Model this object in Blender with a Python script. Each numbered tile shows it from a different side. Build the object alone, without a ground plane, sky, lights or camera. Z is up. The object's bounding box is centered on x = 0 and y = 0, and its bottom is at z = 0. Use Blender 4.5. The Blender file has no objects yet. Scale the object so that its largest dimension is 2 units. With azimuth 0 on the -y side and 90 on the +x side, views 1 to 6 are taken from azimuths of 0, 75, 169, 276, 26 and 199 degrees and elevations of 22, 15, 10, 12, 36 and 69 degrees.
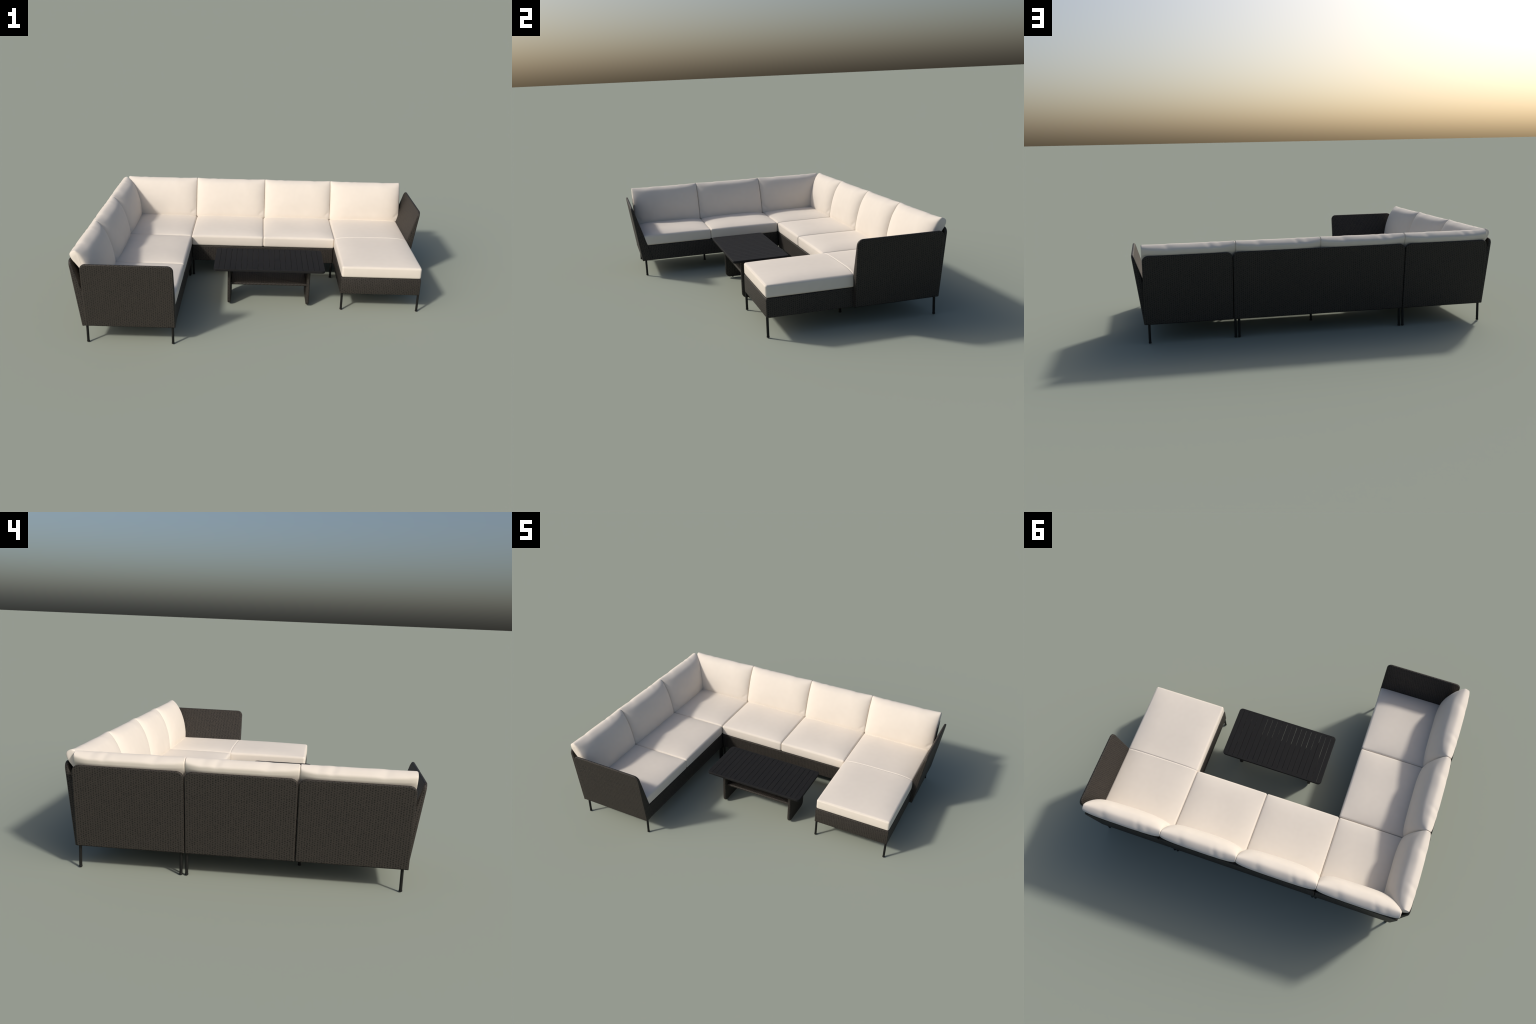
"""Modular outdoor lounge set: two two-seat sofas, a corner seat and a chaise in dark wicker
with cream cushions, and a slatted coffee table.  Metres, z up, seat fronts face the middle."""
import bpy, bmesh, math, random
from mathutils import Matrix, Vector, noise

random.seed(7)
scene = bpy.context.scene

# ------------------------------------------------------------------ overall sizes
FLOOR_GAP = 0.1025           # underside of the wicker
PANEL_TOP = 0.4735           # top of the backs and arms
PANEL_THICK_TOP, PANEL_THICK_FOOT = 0.0125, 0.072   # panels taper upward
PANEL_LEAN = 0.050           # how far the top of a panel leans outward
BASE_TOP = 0.207             # wicker seat box
CUSHION_EDGE = 0.276         # seam height of the seat cushions
BACK_OUT = 0.7205            # outer foot of the back panels (+y)
BACK_LEAN = 0.0445
SIDE_OUT = 0.9508            # outer foot of the side panels (+-x)
ARM_OUT = 0.7150             # outer foot of the front arm (-y)


# ------------------------------------------------------------------ materials
class Nodes:
    def __init__(self, name):
        self.mat = bpy.data.materials.new(name)
        self.mat.use_nodes = True
        self.tree = self.mat.node_tree
        self.bsdf = self.tree.nodes["Principled BSDF"]

    def node(self, kind, **settings):
        n = self.tree.nodes.new(kind)
        for k, v in settings.items():
            setattr(n, k, v)
        return n

    def link(self, a, b):
        self.tree.links.new(a, b)

    def math(self, op, a, b=None, c=None, clamp=False):
        n = self.node("ShaderNodeMath", operation=op, use_clamp=clamp)
        for i, v in enumerate((a, b, c)):
            if v is None:
                continue
            if isinstance(v, (int, float)):
                n.inputs[i].default_value = v
            else:
                self.link(v, n.inputs[i])
        return n.outputs[0]

    def mix(self, fac, a, b):
        n = self.node("ShaderNodeMix", data_type="RGBA")
        for sock, v in ((n.inputs[0], fac), (n.inputs[6], a), (n.inputs[7], b)):
            if isinstance(v, (int, float)):
                sock.default_value = v
            elif isinstance(v, tuple):
                sock.default_value = (*v, 1.0)
            else:
                self.link(v, sock)
        return n.outputs[2]

    def noise(self, scale, detail=2.0, vector=None):
        n = self.node("ShaderNodeTexNoise")
        n.inputs["Scale"].default_value = scale
        n.inputs["Detail"].default_value = detail
        if vector is None:
            vector = self.coords()
        self.link(vector, n.inputs["Vector"])
        return n.outputs["Fac"]

    def coords(self):
        return self.node("ShaderNodeTexCoord").outputs["Object"]

    def bump(self, height, distance, strength=1.0):
        n = self.node("ShaderNodeBump")
        n.inputs["Strength"].default_value = strength
        n.inputs["Distance"].default_value = distance
        self.link(height, n.inputs["Height"])
        self.link(n.outputs["Normal"], self.bsdf.inputs["Normal"])

    def set(self, **kw):
        for k, v in kw.items():
            self.bsdf.inputs[k.replace("_", " ")].default_value = v


def wicker_material():
    """Flat-strand weave: staggered columns of small dark gaps between strands."""
    m = Nodes("dark_wicker_weave")
    pitch_u, pitch_v = 0.01095, 0.0104
    sep = m.node("ShaderNodeSeparateXYZ")
    m.link(m.coords(), sep.inputs[0])
    u = m.math("ADD", sep.outputs[0], sep.outputs[1])      # runs round box corners
    v = sep.outputs[2]
    cu = m.math("DIVIDE", u, pitch_u)
    column = m.math("FLOOR", cu)
    odd = m.math("FLOORED_MODULO", column, 2.0)
    cv = m.math("ADD", m.math("DIVIDE", v, pitch_v), m.math("MULTIPLY", odd, 0.5))
    row = m.math("FLOOR", cv)
    cell = m.node("ShaderNodeCombineXYZ")
    m.link(column, cell.inputs[0]); m.link(row, cell.inputs[1])
    rnd = m.node("ShaderNodeTexWhiteNoise", noise_dimensions="2D")
    m.link(cell.outputs[0], rnd.inputs["Vector"])
    jitter = m.node("ShaderNodeSeparateXYZ")
    m.link(rnd.outputs["Color"], jitter.inputs[0])
    fu = m.math("SUBTRACT", m.math("FRACT", cu), m.math("MULTIPLY_ADD", jitter.outputs[0], 0.22, 0.39))
    fv = m.math("SUBTRACT", m.math("FRACT", cv), m.math("MULTIPLY_ADD", jitter.outputs[1], 0.22, 0.39))
    du, dv = m.math("MULTIPLY", fu, pitch_u), m.math("MULTIPLY", fv, pitch_v)
    dv = m.math("MULTIPLY", dv, 0.88)
    dist = m.math("SQRT", m.math("ADD", m.math("MULTIPLY", du, du), m.math("MULTIPLY", dv, dv)))
    dist = m.math("MULTIPLY", dist, m.math("MULTIPLY_ADD", jitter.outputs[2], 0.35, 0.80))
    gap = m.node("ShaderNodeMapRange", interpolation_type="SMOOTHSTEP")
    m.link(dist, gap.inputs[0])
    for i, val in ((1, 0.0039), (2, 0.0013), (3, 0.0), (4, 1.0)):
        gap.inputs[i].default_value = val
    gap = gap.outputs[0]
    # strands: a soft rib per column plus thin crossing threads
    rib = m.math("ABSOLUTE", m.math("SUBTRACT", m.math("FRACT", m.math("ADD", cu, 0.5)), 0.5))
    thread = m.math("SINE", m.math("MULTIPLY", v, 2 * math.pi / (pitch_v * 0.5)))
    grain = m.noise(330.0, 3.0)
    patch = m.noise(35.0, 2.0)
    sharp = m.node("ShaderNodeMapRange")
    m.link(grain, sharp.inputs[0])
    sharp.inputs[1].default_value, sharp.inputs[2].default_value = 0.36, 0.64
    strand = m.mix(sharp.outputs[0], (0.0215, 0.0180, 0.0150), (0.0440, 0.0380, 0.0325))
    strand = m.mix(m.math("MULTIPLY_ADD", thread, 0.12, 0.12), strand, (0.060, 0.053, 0.046))
    strand = m.mix(m.math("MULTIPLY", patch, 0.35), strand, (0.040, 0.034, 0.028))
    colour = m.mix(m.math("MULTIPLY", gap, 0.85), strand, (0.0060, 0.0062, 0.0056))
    m.link(colour, m.bsdf.inputs["Base Color"])
    height = m.math("ADD", m.math("MULTIPLY", rib, -0.5), m.math("MULTIPLY", thread, 0.12))
    height = m.math("SUBTRACT", height, gap)
    m.bump(height, 0.0012, 0.35)
    m.set(Roughness=0.62, Specular_IOR_Level=0.30)
    return m.mat


def fabric_material():
    m = Nodes("cream_outdoor_fabric")
    soft = m.noise(28.0, 3.0)
    weave = m.noise(420.0, 2.0)
    base = m.mix(soft, (0.725, 0.660, 0.580), (0.765, 0.703, 0.624))
    base = m.mix(m.math("MULTIPLY", weave, 0.25), base, (0.690, 0.630, 0.552))
    m.link(base, m.bsdf.inputs["Base Color"])
    m.bump(weave, 0.0006, 0.35)
    m.set(Roughness=0.9, Specular_IOR_Level=0.15, Sheen_Weight=0.06)
    return m.mat


def painted_metal(name, low, high, rough, gloss=0.35):
    m = Nodes(name)
    colour = m.mix(m.noise(90.0, 3.0), low, high)
    m.link(colour, m.bsdf.inputs["Base Color"])
    m.bump(m.noise(900.0, 2.0), 0.0003, 0.25)
    m.set(Roughness=rough, Specular_IOR_Level=gloss)
    return m.mat


WICKER = wicker_material()
FABRIC = fabric_material()
LEG_METAL = painted_metal("black_powder_coat", (0.0062, 0.0062, 0.0058), (0.0088, 0.0088, 0.0083), 0.55, 0.28)
RUBBER = painted_metal("black_rubber_cap", (0.005, 0.005, 0.005), (0.008, 0.008, 0.008), 0.8)
SLAT_METAL = painted_metal("charcoal_slat_paint", (0.0112, 0.0113, 0.0118), (0.0142, 0.0143, 0.0150), 0.75, 0.17)


# ------------------------------------------------------------------ object helpers
def place(name, mesh, parent, matrix=None, material=None):
    ob = bpy.data.objects.new(name, mesh)
    scene.collection.objects.link(ob)
    if material and not mesh.materials:
        mesh.materials.append(material)
    ob.matrix_world = matrix or Matrix()
    if parent is not None:
        bpy.context.view_layer.update()
        ob.parent = parent
        ob.matrix_parent_inverse = parent.matrix_world.inverted()
    return ob


def thing(name, label, category, x, y):
    e = bpy.data.objects.new(name, None)
    scene.collection.objects.link(e)
    e.empty_display_size = 0.1
    e.location = (x, y, 0)
    e["label"], e["category"] = label, category
    bpy.context.view_layer.update()
    return e


def finish(bm, name, smooth_angle=None):
    bmesh.ops.recalc_face_normals(bm, faces=bm.faces)
    mesh = bpy.data.meshes.new(name)
    bm.to_mesh(mesh)
    bm.free()
    mesh.shade_smooth()
    if smooth_angle is not None:
        mesh.set_sharp_from_angle(angle=math.radians(smooth_angle))
    return mesh


def finish_hard(bm, name, angle):
    """Like finish, but broad flat faces keep their own flat shading beside rounded rims."""
    bmesh.ops.recalc_face_normals(bm, faces=bm.faces)
    largest = max(f.calc_area() for f in bm.faces)
    for f in bm.faces:
        f.smooth = True
    for e in bm.edges:
        if len(e.link_faces) == 2 and e.calc_face_angle() > math.radians(angle):
            e.smooth = False
    for f in bm.faces:
        if f.calc_area() > largest * 0.12:
            for e in f.edges:
                e.smooth = False
    mesh = bpy.data.meshes.new(name)
    bm.to_mesh(mesh)
    bm.free()
    return mesh


def rounded_outline(width, height, radii, steps=8):
    """Counter-clockwise outline in (x, z); radii = bottom-left, bottom-right, top-right, top-left."""
    w = width / 2
    corners = [(-w, 0, 180), (w, 0, 270), (w, height, 0), (-w, height, 90)]
    pts = []
    for (cx, cz, a0), r in zip(corners, radii):
        if r <= 0:
            pts.append((cx, cz))
            continue
        ox = cx + (r if cx < 0 else -r)
        oz = cz + (r if cz <= 0 else -r)
        for i in range(steps + 1):
            a = math.radians(a0 + 90 * i / steps)
            pts.append((ox + r * math.cos(a), oz + r * math.sin(a)))
    return pts


def slab(name, outline, thick, bevel, segments=3, taper=None):
    """Outline in local XZ, rims rounded; thickness centred on local Y, or from Y = 0 to taper(z)."""
    bm = bmesh.new()
    front = [bm.verts.new((x, 0.0 if taper else -thick / 2, z)) for x, z in outline]
    back = [bm.verts.new((x, taper(z) if taper else thick / 2, z)) for x, z in outline]
    n = len(outline)
    bm.faces.new(front)
    bm.faces.new(list(reversed(back)))
    for i in range(n):
        bm.faces.new((front[i], back[i], back[(i + 1) % n], front[(i + 1) % n]))
    bmesh.ops.recalc_face_normals(bm, faces=bm.faces)
    flats = {f for f in bm.faces if len(f.verts) == n}
    rim = [e for e in bm.edges if any(f in flats for f in e.link_faces)]
    bmesh.ops.bevel(bm, geom=rim, offset=bevel, segments=segments, affect="EDGES", profile=0.5)
    return finish_hard(bm, name, 35)


def box(name, x0, x1, y0, y1, z0, z1, bevel):
    bm = bmesh.new()
    bmesh.ops.create_cube(bm, size=1)
    for v in bm.verts:
        v.co = Vector(((x0 + x1) / 2 + v.co.x * (x1 - x0), (y0 + y1) / 2 + v.co.y * (y1 - y0),
                       (z0 + z1) / 2 + v.co.z * (z1 - z0)))
    bmesh.ops.bevel(bm, geom=list(bm.edges), offset=bevel, segments=3, affect="EDGES", profile=0.5)
    return finish_hard(bm, name, 35)


def tube(name, path, radius, sides=8, closed=True):
    """Round cord along a list of points."""
    bm = bmesh.new()
    n = len(path)
    rings = []
    for i, p in enumerate(path):
        p = Vector(p)
        a = Vector(path[(i - 1) % n] if closed or i else path[i])
        b = Vector(path[(i + 1) % n] if closed or i < n - 1 else path[i])
        t = (b - a).normalized()
        side = t.cross(Vector((0.03, 0.05, 1.0)))
        if side.length < 0.2:
            side = t.cross(Vector((0.05, 1.0, 0.03)))
        side.normalize()
        up = side.cross(t)
        rings.append([bm.verts.new(p + radius * (math.cos(k * 2 * math.pi / sides) * side
                                                 + math.sin(k * 2 * math.pi / sides) * up)) for k in range(sides)])
    for i in range(n if closed else n - 1):
        r0, r1 = rings[i], rings[(i + 1) % n]
        for k in range(sides):
            bm.faces.new((r0[k], r0[(k + 1) % sides], r1[(k + 1) % sides], r1[k]))
    if not closed:
        bm.faces.new(rings[0]); bm.faces.new(list(reversed(rings[-1])))
    return finish(bm, name)


# ------------------------------------------------------------------ legs
def turned(name, profile, sides=24):
    bm = bmesh.new()
    rings = [[bm.verts.new((r * math.cos(2 * math.pi * k / sides), r * math.sin(2 * math.pi * k / sides), z))
              for k in range(sides)] for r, z in profile]
    for a, b in zip(rings, rings[1:]):
        for k in range(sides):
            bm.faces.new((a[k], a[(k + 1) % sides], b[(k + 1) % sides], b[k]))
    bm.faces.new(rings[0]); bm.faces.new(rings[-1])
    return finish(bm, name, 40)


LEG = turned("leg", [(0.0068, 0.007), (0.0068, FLOOR_GAP + 0.006)])
LEG.materials.append(LEG_METAL)
FOOT = turned("foot_cap", [(0.0068, 0.0), (0.0078, 0.0012), (0.0078, 0.0050), (0.0069, 0.0080)])
FOOT.materials.append(RUBBER)


def add_legs(parent, spots):
    for x, y in spots:
        leg = place("leg", LEG, parent, Matrix.Translation((x, y, 0)))
        place("foot_cap", FOOT, leg, Matrix.Translation((x, y, 0)))


# ------------------------------------------------------------------ leaning wicker panels
def panel(parent, name, facing, lo, hi, out, lean_by=PANEL_LEAN):
    """facing: outward direction 'back' (+y), 'front' (-y), 'left' (-x) or 'right' (+x);
    lo..hi is the span along the panel, out the outer foot distance."""
    length = math.hypot(PANEL_TOP - FLOOR_GAP, lean_by)
    lean = math.atan2(lean_by, PANEL_TOP - FLOOR_GAP)
    turn = {"front": 0.0, "right": 90.0, "back": 180.0, "left": 270.0}[facing]
    taper = lambda z: PANEL_THICK_FOOT + (PANEL_THICK_TOP - PANEL_THICK_FOOT) * z / length
    mesh = slab(name, rounded_outline(hi - lo, length, (0.003, 0.003, 0.031, 0.031)), None, 0.0048, taper=taper)
    mid = (lo + hi) / 2
    # local -Y is the outer face; rotate about X so the top leans outward
    tilt = Matrix.Rotation(lean, 4, "X")
    spin = Matrix.Rotation(math.radians(turn), 4, "Z")
    spot = {"front": (mid, -out), "back": (mid, out), "left": (-out, mid), "right": (out, mid)}[facing]
    return place(name, mesh, parent, Matrix.Translation((*spot, FLOOR_GAP)) @ spin @ tilt, WICKER)


# ------------------------------------------------------------------ cushions
def graded(lo, hi, edge, count, extra=()):
    """Grid positions from lo to hi, dense inside the rounded edge band and near the extras."""
    pts = {lo, hi}
    for t in (0.12, 0.25, 0.4, 0.55, 0.7, 0.85, 1.0):
        pts |= {lo + edge * t, hi - edge * t}
    inner = hi - lo - 2 * edge
    pts |= {lo + edge + inner * i / count for i in range(1, count)}
    for c in extra:
        pts |= {c + 0.0012 * k for k in range(-9, 10)}
    out = []
    for p in sorted(pts):
        if not out or p - out[-1] > 4e-4:
            out.append(p)
    return out


def seat_cushion_mesh(x0, x1, y0, y1, crease=None, seed=0):
    """Box cushion with rounded rims, a crowned top and, on the chaise, a fold line across."""
    z0, z1, r = BASE_TOP + 0.0005, CUSHION_EDGE, 0.0115
    cx, cy = (x0 + x1) / 2, (y0 + y1) / 2
    hx, hy = (x1 - x0) / 2, (y1 - y0) / 2
    gx = graded(x0, x1, r, 26)
    gy = graded(y0, y1, r, 26 if crease is None else 44, () if crease is None else (crease,))
    gz = graded(z0, z1, r, 5)
    bm = bmesh.new()
    cache = {}

    def shape(x, y, z):
        ix, iy = min(max(x, x0 + r), x1 - r), min(max(y, y0 + r), y1 - r)
        iz = min(max(z, z0 + r), z1 - r)
        d = Vector((x - ix, y - iy, z - iz))
        p = Vector((ix, iy, iz)) + (d.normalized() * r if d.length > 1e-9 else d)
        up = max(0.0, (p.z - z0) / (z1 - z0))
        fx, fy = min(1.0, abs(p.x - cx) / hx), min(1.0, abs(p.y - cy) / hy)
        crown = 0.0165 * (1 - fx ** 4.5) * (1 - fy ** 4.5)
        soft = noise.noise(Vector((p.x * 7 + seed * 3.1, p.y * 7, seed * 1.7)))
        p.z += up ** 3 * (crown + 0.0015 * soft * (1 - fx ** 6) * (1 - fy ** 6))
        # slack sides belly a touch between the seams
        belly = 0.0022 * math.sin(math.pi * min(1, up))
        if fx > 0.93:
            p.x += math.copysign(belly * (1 - fy ** 8), p.x - cx)
        if fy > 0.93:
            p.y += math.copysign(belly * (1 - fx ** 8), p.y - cy)
        if crease is not None:
            fold = math.exp(-((p.y - crease) / 0.0036) ** 2)
            puff = math.exp(-((p.y - crease) / 0.022) ** 2) - fold
            p.z += up ** 3 * (1 - fx ** 10) * (0.0010 * puff - 0.0021 * fold)
            p.x -= math.copysign(0.0015 * fold * (fx > 0.95), p.x - cx)
        return p

    def vert(x, y, z):
        k = (round(x, 6), round(y, 6), round(z, 6))
        if k not in cache:
            cache[k] = bm.verts.new(shape(x, y, z))
        return cache[k]

    def sheet(us, vs, at):
        for u0, u1 in zip(us, us[1:]):
            for v0, v1 in zip(vs, vs[1:]):
                bm.faces.new((vert(*at(u0, v0)), vert(*at(u1, v0)), vert(*at(u1, v1)), vert(*at(u0, v1))))

    sheet(gx, gy, lambda a, b: (a, b, z0)); sheet(gx, gy, lambda a, b: (a, b, z1))
    sheet(gx, gz, lambda a, b: (a, y0, b)); sheet(gx, gz, lambda a, b: (a, y1, b))
    sheet(gy, gz, lambda a, b: (x0, a, b)); sheet(gy, gz, lambda a, b: (x1, a, b))
    return finish(bm, "seat_cushion")


def add_seat_cushion(parent, x0, x1, y0, y1, crease=None, seed=0):
    ob = place("seat_cushion", seat_cushion_mesh(x0, x1, y0, y1, crease, seed), parent, None, FABRIC)
    r, z = 0.013, CUSHION_EDGE - 0.0030
    inset = 0.0040
    path = [(x + (x0 + x1) / 2, zz + y0 + inset, z) for x, zz in
            rounded_outline(x1 - x0 - 2 * inset, y1 - y0 - 2 * inset, (r,) * 4, 6)]
    dense = []
    for i, p in enumerate(path):                      # keep the cord from cutting corners
        q = path[(i + 1) % len(path)]
        k = max(1, int(math.dist(p, q) / 0.03))
        dense += [tuple(Vector(p).lerp(Vector(q), j / k)) for j in range(k)]
    place("piping", tube("piping", dense, 0.0014), ob, None, FABRIC)
    return ob


# side profiles of a back cushion: (distance in from the panel's top edge, height)
END_PROFILE = [(0.114, 0.274), (0.096, 0.345), (0.070, 0.400), (0.044, 0.452), (0.020, 0.490), (0.017, 0.514),
               (0.039, 0.527), (0.053, 0.514), (0.067, 0.490), (0.085, 0.455), (0.107, 0.390), (0.124, 0.325),
               (0.132, 0.290), (0.128, 0.274)]
MID_PROFILE = [(0.075, 0.272), (0.046, 0.350), (0.029, 0.418), (0.018, 0.462), (0.006, 0.486), (0.007, 0.507),
               (0.043, 0.5275), (0.080, 0.516), (0.105, 0.491), (0.127, 0.450), (0.147, 0.390), (0.156, 0.330),
               (0.155, 0.294), (0.146, 0.274)]
BACK_CUSHION_WIDTH = 0.48


def smooth_loop(points, count):
    """Closed Catmull-Rom loop with the same number of samples per control span."""
    n, out = len(points), []
    per = count // n
    for i in range(n):
        p0, p1, p2, p3 = (Vector((*points[(i + k) % n], 0)) for k in (-1, 0, 1, 2))
        for j in range(per):
            t = j / per
            out.append(0.5 * (2 * p1 + (p2 - p0) * t + (2 * p0 - 5 * p1 + 4 * p2 - p3) * t * t
                              + (3 * p1 - p0 - 3 * p2 + p3) * t ** 3))
    return [(p.x, p.y) for p in out]


def back_cushion_mesh(flip):
    """Local X along the width, +Y toward the wicker panel (0 = its top edge), Z up from the floor.
    flip mirrors the fold pattern along the width."""
    half = BACK_CUSHION_WIDTH / 2
    count = 14 * 8
    end, mid = smooth_loop(END_PROFILE, count), smooth_loop(MID_PROFILE, count)
    n = len(end)
    stations = [-1 + 2 * i / 56 for i in range(57)]
    stations = sorted(set(stations + [s * k for s in (0.975, 0.985, 0.994) for k in (-1, 1)]))
    folds = [(0.48, 0.075, 0.0019), (-0.41, 0.065, 0.0024), (-0.66, 0.075, 0.0019)]
    bm = bmesh.new()
    rings = []
    for s in stations:
        w = 0.88 * max(0.0, 1 - abs(s) ** 5.0) ** 0.62 + 0.13 * (1 - s * s)
        edge = 1 - max(0.0, (abs(s) - 0.975) / 0.025) ** 2 * 0.035
        cd = sum(p[0] for p in end) / n
        cz = sum(p[1] for p in end) / n
        ring = []
        for i in range(n):
            d = end[i][0] + (mid[i][0] - end[i][0]) * w
            z = end[i][1] + (mid[i][1] - end[i][1]) * w
            d, z = cd + (d - cd) * edge, cz + (z - cz) * edge
            x = s * half
            # lumps and short folds gathered over the top and upper back
            top = max(0.0, min(1.0, (z - 0.455) / 0.05)) * max(0.0, min(1.0, (0.115 - d) / 0.05))
            lump = noise.noise(Vector((x * 11 + 3.3, d * 12, z * 6))) * 0.0019
            lump += noise.noise(Vector((x * 29, d * 16, 5.1))) * 0.0005
            dip = sum(a * math.exp(-((s - c - 1.6 * (d - 0.03)) / b) ** 2) for c, b, a in folds) * max(0.0, min(1.0, (0.085 - d) / 0.05))
            z += top * w * (lump - dip) + 0.0022 * max(0.0, (abs(s) - 0.8) / 0.2) * top
            d += top * w * 0.5 * dip * (1 if d < 0.03 else 0)
            front = max(0.0, min(1.0, (d - 0.07) / 0.04))
            d += front * w * 0.0022 * noise.noise(Vector((x * 9, z * 9, 1.7)))
            # pinched lower corner at one end
            pinch = math.exp(-((s - 0.90) / 0.06) ** 2 - ((z - 0.318 - 0.20 * (s - 0.90)) / 0.009) ** 2)
            d -= front * 0.0042 * pinch
            # below the panel's rim the rear of each end draws in, leaving a dark notch
            rear = max(0.0, min(1.0, (0.080 + (0.455 - z) * 0.27 - d) / 0.04))
            low = max(0.0, min(1.0, (0.470 - z) / 0.05))
            x *= 1 - 0.13 * rear * low * max(0.0, min(1.0, (abs(s) - 0.70) / 0.28))
            ring.append(bm.verts.new(((-x if flip else x), -d, z)))
        rings.append(ring)
    for a, b in zip(rings, rings[1:]):
        for i in range(n):
            bm.faces.new((a[i], a[(i + 1) % n], b[(i + 1) % n], b[i]))
    for ring, sgn in ((rings[0], -1), (rings[-1], 1)):   # slack end panels
        centre = Vector((0, 0, 0))
        for v in ring:
            centre += v.co
        centre /= n
        prev = ring
        for t in (0.8, 0.55, 0.3):
            cur = []
            for v in ring:
                p = centre.lerp(v.co, t)
                crumple = noise.noise(Vector((p.y * 60, p.z * 45, 2.0 * sgn))) * 0.0030
                p.x += (-sgn if flip else sgn) * (0.0022 * (1 - t * t) + crumple * (1 - t ** 4))
                cur.append(bm.verts.new(p))
            for i in range(n):
                bm.faces.new((prev[i], prev[(i + 1) % n], cur[(i + 1) % n], cur[i]))
            prev = cur
        bm.faces.new(prev)
    return finish(bm, "back_cushion")


def back_cushion_piping():
    """Seam cords along the front and top edges of the two end panels."""
    loop = smooth_loop(END_PROFILE, 14 * 6)
    front_seam = loop[6 * 5:6 * 13]                   # over the top and down the front edge
    half = BACK_CUSHION_WIDTH / 2
    return [tube("piping", [(s * (half - 0.0045), -d, z) for d, z in front_seam], 0.0022, closed=False) for s in (-1, 1)]


CUSHION_BACK_ROW, CUSHION_SIDE_ROW = back_cushion_mesh(False), back_cushion_mesh(True)
END_PIPING = back_cushion_piping()
for mesh in (CUSHION_BACK_ROW, CUSHION_SIDE_ROW, *END_PIPING):
    mesh.materials.append(FABRIC)


def add_back_cushion(parent, side, lo, hi):
    stretch = Matrix.Diagonal(((hi - lo) / BACK_CUSHION_WIDTH, 1, 1, 1))
    mid = (lo + hi) / 2
    if side == "back":
        at = Matrix.Translation((mid, BACK_OUT + BACK_LEAN + 0.0035, 0)) @ stretch
        mesh = CUSHION_BACK_ROW
    else:
        at = Matrix.Translation((-SIDE_OUT - PANEL_LEAN, mid, 0)) @ Matrix.Rotation(math.pi / 2, 4, "Z") @ stretch
        mesh = CUSHION_SIDE_ROW
    ob = place("back_cushion", mesh, parent, at)
    for cord in END_PIPING:
        place("piping", cord, ob, at)


def add_base(parent, x0, x1, y0, y1):
    place("seat_base", box("seat_base", x0, x1, y0, y1, FLOOR_GAP + 0.0012, BASE_TOP, 0.005), parent, None, WICKER)


# ------------------------------------------------------------------ sofa along the left side (-x)
sofa = thing("two_seat_sofa", "dark wicker two-seat sofa with cream cushions, leaning arm", "sofa", -0.70, -0.235)
add_base(sofa, -0.934, -0.4625, -0.700, 0.2375)
panel(sofa, "backrest_panel", "left", -0.7165, -0.2415, SIDE_OUT)
panel(sofa, "backrest_panel", "left", -0.2385, 0.2330, SIDE_OUT)
panel(sofa, "armrest_panel", "front", -0.9325, -0.4600, ARM_OUT)
add_legs(sofa, [(-0.930, -0.693), (-0.476, -0.693), (-0.930, 0.227), (-0.476, 0.227), (-0.708, -0.256)])
add_seat_cushion(sofa, -0.932, -0.4635, -0.6995, -0.2385, seed=1)
add_seat_cushion(sofa, -0.932, -0.4635, -0.2375, 0.2385, seed=2)
add_back_cushion(sofa, "left", -0.7165, -0.2430)
add_back_cushion(sofa, "left", -0.2425, 0.2335)

# ------------------------------------------------------------------ corner seat (-x, +y)
corner = thing("corner_seat", "dark wicker corner seat with two leaning backs, cream cushions", "sofa", -0.70, 0.475)
add_base(corner, -0.934, -0.4665, 0.2415, 0.705)
panel(corner, "backrest_panel", "left", 0.2360, 0.7140, SIDE_OUT)
panel(corner, "backrest_panel", "back", -0.9470, -0.4685, BACK_OUT, BACK_LEAN)
add_legs(corner, [(-0.930, 0.703), (-0.476, 0.703), (-0.930, 0.252), (-0.476, 0.252)])
add_seat_cushion(corner, -0.932, -0.4665, 0.2405, 0.703, seed=3)
add_back_cushion(corner, "left", 0.2340, 0.7090)
add_back_cushion(corner, "back", -0.9480, -0.4675)

# ------------------------------------------------------------------ sofa along the back (+y)
sofa = thing("two_seat_sofa", "dark wicker two-seat sofa with cream cushions", "sofa", 0.0, 0.475)
add_base(sofa, -0.4625, 0.4585, 0.2400, 0.705)
panel(sofa, "backrest_panel", "back", -0.4655, 0.4785, BACK_OUT, BACK_LEAN)
add_legs(sofa, [(-0.455, 0.703), (0.451, 0.703), (-0.455, 0.252), (0.451, 0.252), (0.0, 0.470)])
add_seat_cushion(sofa, -0.4645, 0.0005, 0.2395, 0.703, seed=4)
add_seat_cushion(sofa, 0.0015, 0.4625, 0.2395, 0.703, seed=5)
add_back_cushion(sofa, "back", -0.4670, 0.0065)
add_back_cushion(sofa, "back", 0.0070, 0.4640)

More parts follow.
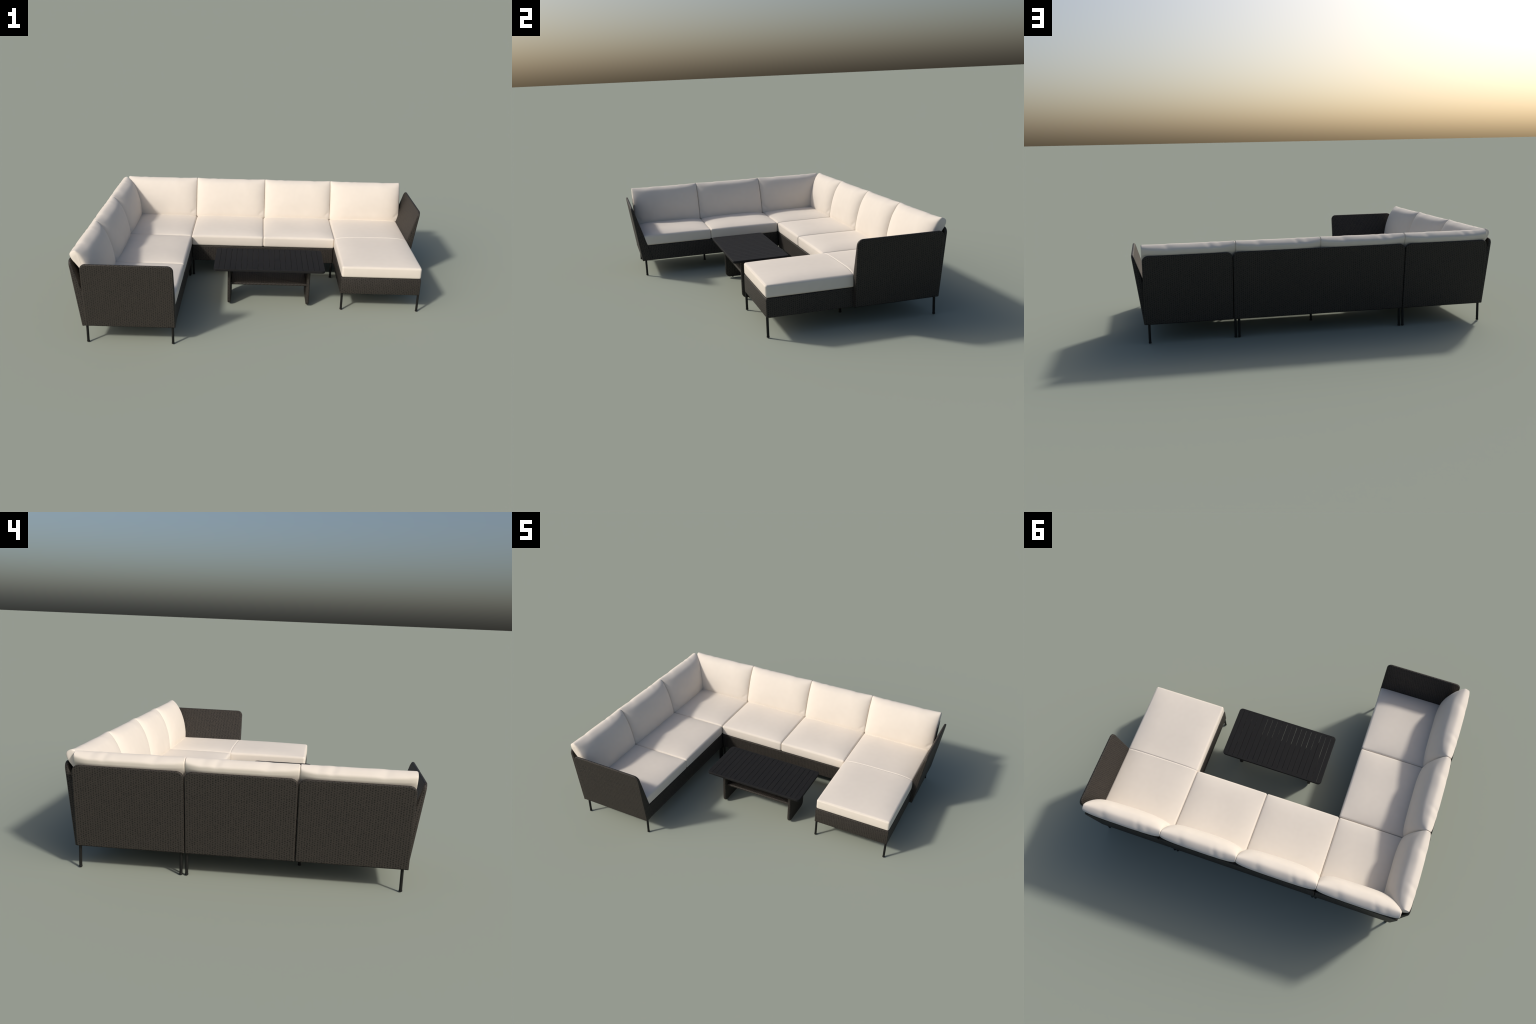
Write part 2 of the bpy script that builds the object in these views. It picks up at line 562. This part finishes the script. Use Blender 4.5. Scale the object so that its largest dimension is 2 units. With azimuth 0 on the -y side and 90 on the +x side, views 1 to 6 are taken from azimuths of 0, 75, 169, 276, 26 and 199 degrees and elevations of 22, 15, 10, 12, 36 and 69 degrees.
# ------------------------------------------------------------------ chaise on the right (+x)
chaise = thing("chaise_lounge", "dark wicker chaise with long cream cushion, one arm", "chaise", 0.70, 0.24)
add_base(chaise, 0.4605, 0.9340, -0.2270, 0.705)
panel(chaise, "backrest_panel", "back", 0.4815, 0.9465, BACK_OUT, BACK_LEAN)
panel(chaise, "armrest_panel", "right", 0.2400, 0.7165, SIDE_OUT)
add_legs(chaise, [(0.473, -0.222), (0.926, -0.222), (0.471, 0.703), (0.926, 0.703), (0.715, 0.247)])
add_seat_cushion(chaise, 0.4640, 0.9320, -0.2260, 0.703, crease=0.242, seed=6)
add_back_cushion(chaise, "back", 0.4645, 0.9480)

# ------------------------------------------------------------------ coffee table
TABLE_X, TABLE_Y = 0.0360, -0.0955
TABLE_W, TABLE_D = 0.652, 0.338
TABLE_TOP, TOP_THICK = 0.2590, 0.0150
table = thing("coffee_table", "low charcoal slatted coffee table with wicker side panels and shelf", "coffee table",
              TABLE_X, TABLE_Y)
flat = Matrix.Rotation(math.radians(-90), 4, "X")      # local +Z -> world +Y, local -Y -> world up
PITCH, GAP, RIM = 0.0328, 0.0014, 0.0105
SLATS = 18
hw, hd = TABLE_W / 2, TABLE_D / 2
z_under = TABLE_TOP - TOP_THICK


def flat_slab(name, parent, material, x0, x1, y0, y1, z0, z1, radius, bevel):
    """Board lying flat; x and y relative to the table's middle."""
    mesh = slab(name, rounded_outline(x1 - x0, y1 - y0, (radius,) * 4), z1 - z0, bevel)
    at = Matrix.Translation((TABLE_X + (x0 + x1) / 2, TABLE_Y + y0, (z0 + z1) / 2)) @ flat
    return place(name, mesh, parent, at, material)


def frame_mesh():
    """Rounded table-top frame: wide end boards, narrow rails, one opening for the slats."""
    bm = bmesh.new()
    outer = [(x, y - hd) for x, y in rounded_outline(TABLE_W, TABLE_D, (0.021,) * 4)]
    ox, oy = PITCH * SLATS / 2 + GAP / 2, hd - RIM
    inner = [(-ox, -oy), (ox, -oy), (ox, oy), (-ox, oy)]
    edges = []
    for loop in (outer, inner):
        vs = [bm.verts.new((x, y, 0)) for x, y in loop]
        edges += [bm.edges.new((vs[i], vs[(i + 1) % len(vs)])) for i in range(len(vs))]
    bmesh.ops.triangle_fill(bm, edges=edges, use_beauty=True)
    made = bmesh.ops.extrude_face_region(bm, geom=list(bm.faces))
    for g in made["geom"]:
        if isinstance(g, bmesh.types.BMVert):
            g.co.z += TOP_THICK
    bmesh.ops.recalc_face_normals(bm, faces=bm.faces)
    rims = [e for e in bm.edges if len(e.link_faces) == 2 and e.calc_face_angle() > 1.2
            and abs(e.verts[0].co.z - e.verts[1].co.z) < 1e-6 and max(abs(v.co.x) for v in e.verts) > ox + 0.001]
    rims += [e for e in bm.edges if e not in rims and len(e.link_faces) == 2 and e.calc_face_angle() > 1.2
             and abs(e.verts[0].co.z - e.verts[1].co.z) < 1e-6 and min(abs(v.co.y) for v in e.verts) > oy + 0.001]
    bmesh.ops.bevel(bm, geom=rims, offset=0.0026, segments=3, affect="EDGES", profile=0.5)
    return finish_hard(bm, "tabletop_frame", 30)


frame = place("tabletop", frame_mesh(), table, Matrix.Translation((TABLE_X, TABLE_Y, z_under)), SLAT_METAL)
slat_mesh = slab("slat", rounded_outline(PITCH - GAP, 2 * (hd - RIM) + 0.001, (0,) * 4), 0.0080, 0.0004, 1)
slat_mesh.materials.append(SLAT_METAL)
for k in range(SLATS):
    x = (k - SLATS / 2 + 0.5) * PITCH
    place("slat", slat_mesh, frame, Matrix.Translation(
        (TABLE_X + x + random.uniform(-0.00025, 0.00025), TABLE_Y - hd + RIM - 0.0005, TABLE_TOP - 0.0042)) @ flat)

SIDE_X, SIDE_D, SIDE_T = 0.2360, 0.216, 0.0190
side_outline = rounded_outline(SIDE_D, z_under - 0.0050, (0.030, 0.030, 0.004, 0.004), 10)
side_mesh = slab("side_panel", side_outline, SIDE_T, 0.0065)
side_mesh.materials.append(WICKER)
pad = turned("foot_pad", [(0.0040, 0.0), (0.0052, 0.001), (0.0052, 0.009)], 16)
pad.materials.append(RUBBER)
for sgn in (-1, 1):
    side = place("side_panel", side_mesh, table, Matrix.Translation((TABLE_X + sgn * SIDE_X, TABLE_Y, 0.0045))
                 @ Matrix.Rotation(math.pi / 2, 4, "Z"))
    for dy in (-0.062, 0.062):
        place("foot_pad", pad, side, Matrix.Translation((TABLE_X + sgn * SIDE_X, TABLE_Y + dy, 0)))
inner_w = SIDE_X - SIDE_T / 2 + 0.002
flat_slab("shelf", table, WICKER, -inner_w, inner_w, -0.0840, 0.1000, 0.123, 0.138, 0.004, 0.006)
